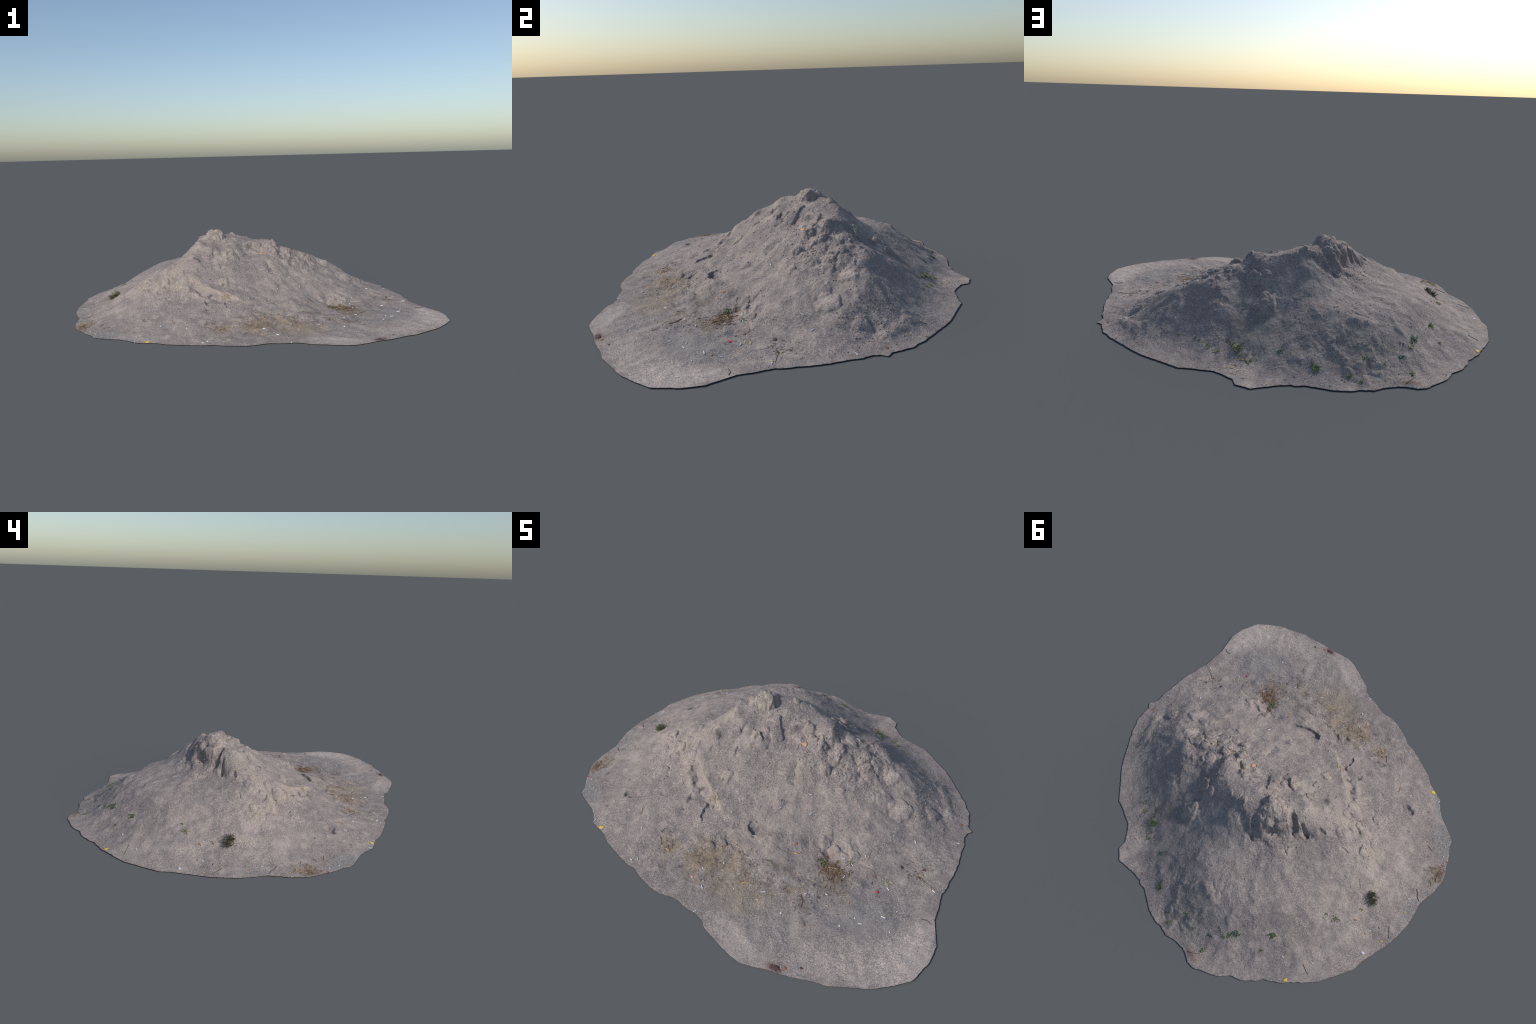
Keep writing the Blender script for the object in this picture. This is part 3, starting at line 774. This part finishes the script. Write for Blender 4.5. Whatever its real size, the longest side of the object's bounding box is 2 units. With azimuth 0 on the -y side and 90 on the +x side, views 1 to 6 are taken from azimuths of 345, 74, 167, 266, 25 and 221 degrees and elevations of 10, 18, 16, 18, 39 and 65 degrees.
LEAVES = [  # x, y, turn, length, width, lobes, colour
    (0.138, 0.062, 30, 0.026, 0.022, 0.16, "apricot"), (0.284, -0.382, 60, 0.020, 0.012, 0, "rust"),
    (0.300, -0.420, 20, 0.018, 0.010, 0.1, "ochre"), (0.945, 0.121, 60, 0.022, 0.012, 0, "rust"),
    (-0.080, -0.707, 10, 0.016, 0.013, 0.1, "ochre"), (-0.643, -0.622, 15, 0.028, 0.018, 0.0, "yellow"),
    (-0.712, 0.722, 60, 0.024, 0.015, 0.06, "yellow"), (0.696, -0.449, 0, 0.015, 0.013, 0.05, "red"),
    (0.717, -0.390, -25, 0.022, 0.007, 0, "lime"), (0.854, -0.279, -50, 0.014, 0.006, 0, "ochre"),
    (0.143, -0.646, 35, 0.042, 0.005, 0, "ochre"), (0.776, -0.540, 70, 0.014, 0.005, 0, "ochre"),
    (-0.960, -0.156, 60, 0.012, 0.007, 0, "ochre"), (-0.947, 0.043, 30, 0.013, 0.006, 0, "ochre"),
    (-0.949, 0.241, 40, 0.016, 0.009, 0.1, "ochre"), (-0.914, 0.352, 20, 0.017, 0.013, 0.1, "lilac"),
    (-0.862, 0.272, 10, 0.018, 0.007, 0, "rust"), (-0.897, 0.199, 0, 0.012, 0.006, 0, "plum"),
    (0.898, -0.330, 30, 0.014, 0.010, 0.15, "straw"), (-0.262, -0.622, -20, 0.026, 0.008, 0, "ochre"),
    (0.660, -0.380, 20, 0.018, 0.010, 0.15, "rust"), (0.735, -0.372, -10, 0.018, 0.010, 0.1, "straw"),
    (0.755, -0.275, 70, 0.018, 0.014, 0.25, "plum"), (0.850, -0.240, 20, 0.020, 0.013, 0.25, "plum"),
    (0.838, -0.290, -10, 0.014, 0.009, 0.2, "plum"), (0.660, -0.415, 80, 0.012, 0.007, 0, "plum"),
    (0.440, -0.962, 0, 0.045, 0.022, 0.2, "plum"), (0.475, -0.948, 20, 0.018, 0.012, 0.1, "rust"),
    (0.535, -0.920, 10, 0.016, 0.010, 0.1, "plum"), (-0.949, -0.340, 40, 0.014, 0.005, 0, "red"),
    (0.523, -0.606, 30, 0.014, 0.008, 0, "straw"), (0.39, -0.545, 40, 0.014, 0.008, 0.1, "straw"),
    (0.806, 0.399, 0, 0.014, 0.008, 0, "rust"), (0.369, 0.676, -30, 0.040, 0.005, 0, "ochre"),
    (0.40, 0.735, 70, 0.018, 0.006, 0, "straw"), (0.45, 0.70, 20, 0.014, 0.006, 0, "straw"),
    (0.42, 0.71, -40, 0.016, 0.005, 0, "ochre"), (-0.78, 0.262, 30, 0.026, 0.009, 0.1, "rust"),
    (-0.433, -0.376, 0, 0.012, 0.006, 0, "rust"), (-0.498, -0.465, 60, 0.016, 0.006, 0, "rust"),
    (-0.90, -0.245, 30, 0.020, 0.007, 0, "rust"), (-0.86, -0.40, 20, 0.012, 0.006, 0, "straw"),
    (-0.88, -0.38, 50, 0.010, 0.006, 0, "straw"), (-0.70, -0.50, 40, 0.012, 0.005, 0, "plum"),
    (0.695, 0.397, 0, 0.010, 0.007, 0, "rust"), (0.80, -0.30, 0, 0.014, 0.006, 0, "plum"),
    (0.15, -0.60, 60, 0.014, 0.008, 0.1, "rust"), (0.35, -0.50, 20, 0.013, 0.007, 0.1, "rust"),
    (0.24, -0.70, 10, 0.012, 0.007, 0, "straw"), (0.60, -0.55, 80, 0.012, 0.006, 0, "ochre"),
    (0.30, 0.86, 20, 0.014, 0.006, 0, "straw"), (0.22, 0.85, 50, 0.012, 0.006, 0, "rust"),
]
for i, (x, y, turn, length, width, lobes, c) in enumerate(LEAVES):
    o = add("fallen_leaf", make_mesh("fallen_leaf", *flat_leaf(length, width, lobes, seed=i)), leaf_mats[c])
    o.matrix_world = frame(x, y, math.radians(turn), 0.0010)

# --- twigs and straws
bark = plain("twig_bark", (0.10, 0.075, 0.06), (0.17, 0.13, 0.10), 80)
straw = leaf_mats["straw"]
TWIGS = [  # points along the ground, radius
    ([(-0.811, -0.340), (-0.830, -0.336), (-0.849, -0.333)], 0.0016), ([(-0.728, 0.607), (-0.752, 0.616), (-0.775, 0.623)], 0.0018),
    ([(-0.916, -0.099), (-0.935, -0.088), (-0.945, -0.070), (-0.966, -0.062)], 0.0022), ([(-0.930, 0.154), (-0.950, 0.180), (-0.968, 0.205)], 0.0016),
    ([(0.898, -0.500), (0.925, -0.498), (0.944, -0.508)], 0.0020), ([(0.845, -0.285), (0.865, -0.300), (0.890, -0.312), (0.915, -0.322)], 0.0013),
    ([(0.40, -0.60), (0.42, -0.63), (0.425, -0.66)], 0.0018), ([(-0.500, -0.470), (-0.490, -0.490), (-0.492, -0.510)], 0.0012),
    ([(0.800, 0.330), (0.815, 0.350), (0.818, 0.372)], 0.0016), ([(-0.30, -0.61), (-0.33, -0.575), (-0.36, -0.565)], 0.0011),
    ([(0.19, -0.43), (0.23, -0.44), (0.27, -0.435)], 0.0010), ([(0.345, -0.33), (0.37, -0.345), (0.41, -0.335)], 0.0013),
    ([(-0.250, 0.962), (-0.275, 0.950), (-0.310, 0.925)], 0.0016), ([(0.60, -0.345), (0.64, -0.350), (0.66, -0.362)], 0.0010),
    ([(-0.85, -0.28), (-0.865, -0.30)], 0.0014), ([(-0.66, 0.10), (-0.70, 0.13)], 0.0009),
]
for pts, r in TWIGS:
    xy = np.array(pts)
    fine = np.vstack([xy[0] + (xy[-1] - xy[0]) * 0, *[a + (b - a) * t for a, b in zip(xy[:-1], xy[1:]) for t in (np.array([1.0]) if len(xy) > 4 else np.array([[0.5], [1.0]]))]])
    z = height(fine[:, 0], fine[:, 1]) + r * 0.6
    o = add("twig", make_mesh("twig", *tube(np.c_[fine, z], r)), bark)


def scatter(name, mat, spots, piece, per):
    """Loose pieces thrown about the given spots (x, y, spread, count) and joined."""
    g = Gather()
    for x, y, s, n in spots:
        for _ in range(int(n * per)):
            px, py = x + random.gauss(0, s), y + random.gauss(0, s)
            t = math.atan2(py - CENTRE[1], px - CENTRE[0])
            if math.hypot(px - CENTRE[0], py - CENTRE[1]) > rim_radius(np.array([t]))[0] - 0.012:
                continue
            g.take(piece(), frame(px, py, random.uniform(0, 6.28), 0.0006))
    return add(name, g.mesh(name), mat, stuff=True)


def stalk(long):
    n = long * random.uniform(0.5, 1.2)
    return tube([(-n / 2, 0, 0.0004), (0, random.uniform(-0.1, 0.1) * n, 0.0012), (n / 2, 0, random.uniform(0, 0.003))], random.uniform(0.0006, 0.0012), 5)


scatter("straw_bits", straw, [(0.475, -0.425, 0.028, 22), (-0.945, -0.235, 0.032, 26), (-0.27, -0.59, 0.03, 10), (0.36, 0.70, 0.045, 24),
                              (0.40, -0.55, 0.07, 14), (0.05, -0.66, 0.10, 14)], lambda: stalk(0.020), 1.0)
scatter("dead_stems", plain("dead_stem_brown", (0.11, 0.07, 0.045), (0.24, 0.15, 0.085), 70),
        [(0.485, -0.425, 0.036, 110), (-0.955, -0.245, 0.028, 45), (-0.265, -0.585, 0.030, 16), (0.53, -0.52, 0.06, 26), (-0.06, -0.58, 0.05, 24),
         (0.83, -0.28, 0.045, 24), (0.45, -0.64, 0.05, 22), (0.35, 0.68, 0.05, 18), (-0.17, -0.325, 0.016, 14), (0.02, -0.50, 0.05, 14)], lambda: stalk(0.018), 1.0)
scatter("soil_crumbs", plain("crumb_dark", (0.15, 0.13, 0.12), (0.27, 0.235, 0.215), 60),
        [(0.45, -0.55, 0.16, 150), (0.72, -0.35, 0.12, 110), (0.05, -0.62, 0.14, 120), (-0.93, -0.20, 0.05, 40), (-0.80, -0.45, 0.08, 40),
         (0.85, 0.10, 0.08, 60), (-0.30, -0.45, 0.14, 40), (-0.75, 0.45, 0.15, 40)],
        lambda: pebble(random.uniform(0.0010, 0.0026), random.random()), 1.0)
scatter("sand_lumps", plain("lump_sand", (0.24, 0.205, 0.19), (0.33, 0.28, 0.25), 60),
        [(0.33, 0.10, 0.10, 130), (-0.20, 0.24, 0.08, 90), (0.02, 0.06, 0.10, 70), (0.60, 0.22, 0.12, 120), (0.80, 0.10, 0.08, 90),
         (-0.10, 0.80, 0.15, 110), (-0.50, -0.12, 0.10, 60), (0.45, -0.33, 0.05, 25), (-0.05, -0.50, 0.06, 16), (0.10, -0.15, 0.16, 30)],
        lambda: pebble(random.uniform(0.0018, 0.0048), random.random(), 0.8), 1.0)

# --- weeds: rosettes of small leaves
greens = [plain("weed_green", (0.095, 0.135, 0.050), (0.17, 0.215, 0.085), 60), plain("weed_lime", (0.16, 0.195, 0.075), (0.25, 0.275, 0.12), 60),
          plain("weed_bluegreen", (0.08, 0.14, 0.09), (0.18, 0.25, 0.18), 60)]


def weed(size, n, thin, seed):
    g = Gather()
    r = random.Random(seed)
    for i in range(n):
        part = blade(size * r.uniform(0.5, 1.0), size * thin * r.uniform(0.7, 1.2), 0.0011, r.uniform(0.05, 0.6), 0.12)
        off = Matrix.Translation((r.gauss(0, size * 0.50), r.gauss(0, size * 0.42), 0.0))
        g.take(part, off @ Matrix.Rotation(r.uniform(0, 6.28), 4, "Z") @ Matrix.Rotation(-r.uniform(0.0, 0.2), 4, "Y"))
    return g.mesh("weed")


WEEDS = [  # x, y, size, leaves, leaf breadth, tone
    (0.379, 0.615, 0.022, 16, 0.20, 0), (0.400, 0.590, 0.016, 8, 0.20, 0), (0.416, 0.552, 0.012, 6, 0.2, 0), (0.210, 0.705, 0.016, 9, 0.22, 2),
    (0.090, 0.836, 0.022, 16, 0.17, 1), (-0.035, 0.894, 0.015, 9, 0.22, 1), (-0.071, 0.930, 0.014, 8, 0.22, 1), (-0.117, 0.841, 0.012, 7, 0.22, 0),
    (-0.304, 0.905, 0.017, 10, 0.2, 1), (-0.287, 0.831, 0.016, 9, 0.22, 2), (-0.384, 0.733, 0.022, 15, 0.22, 2), (-0.365, 0.760, 0.016, 9, 0.22, 0),
    (-0.345, 0.785, 0.013, 7, 0.22, 0), (-0.524, 0.619, 0.019, 14, 0.24, 0), (-0.528, 0.705, 0.012, 6, 0.2, 0), (-0.706, 0.336, 0.020, 14, 0.14, 1),
    (-0.655, 0.350, 0.015, 7, 0.14, 0), (-0.770, 0.198, 0.013, 7, 0.14, 1), (0.330, 0.443, 0.010, 5, 0.22, 0), (0.622, 0.444, 0.011, 6, 0.22, 1),
    (0.505, 0.560, 0.018, 10, 0.14, 1), (0.470, 0.600, 0.018, 10, 0.14, 1), (0.535, 0.520, 0.013, 6, 0.14, 0), (0.545, -0.352, 0.014, 7, 0.2, 0),
    (0.422, -0.402, 0.020, 12, 0.16, 0), (0.405, -0.392, 0.013, 6, 0.16, 0), (-0.335, -0.545, 0.013, 7, 0.16, 0), (0.205, -0.510, 0.011, 6, 0.16, 0),
    (0.345, 0.695, 0.020, 10, 0.10, 1), (0.375, 0.655, 0.018, 9, 0.10, 0), (-0.121, 0.780, 0.008, 4, 0.22, 1), (0.555, 0.500, 0.010, 5, 0.2, 0),
    (-0.200, 0.860, 0.011, 5, 0.2, 0), (-0.160, 0.900, 0.009, 5, 0.2, 1),
]
for i, (x, y, size, n, thin, tone) in enumerate(WEEDS):
    o = add("weed", weed(size * 0.80, int(n * 1.9), thin, 50 + i), greens[tone])
    o.matrix_world = frame(x, y, i * 2.1, 0.0)

# --- the dark tuft of grass on the west flank
tuft = Gather()
gr = random.Random(5)
for i in range(170):
    t = gr.uniform(-1, 1)
    wide = 0.014 * math.sqrt(max(0.0, 1 - t * t))
    part = blade(gr.uniform(0.018, 0.034), gr.uniform(0.0008, 0.0017), 0.0008, gr.uniform(0.1, 1.0), 0.0, 5)
    lie = Matrix.Translation((0.032 * t, gr.gauss(0, wide), gr.uniform(-0.002, 0.006)))
    tuft.take(part, lie @ Matrix.Rotation(gr.gauss(0.0, 1.3) + 0.4, 4, "Z") @ Matrix.Rotation(-gr.uniform(0.0, 0.7), 4, "Y"))
o = add("grass_tuft", tuft.mesh("grass_tuft"), plain("tuft_green", (0.065, 0.080, 0.045), (0.20, 0.18, 0.115), 120))
o.matrix_world = frame(-0.764, 0.119, math.radians(150), 0.0)
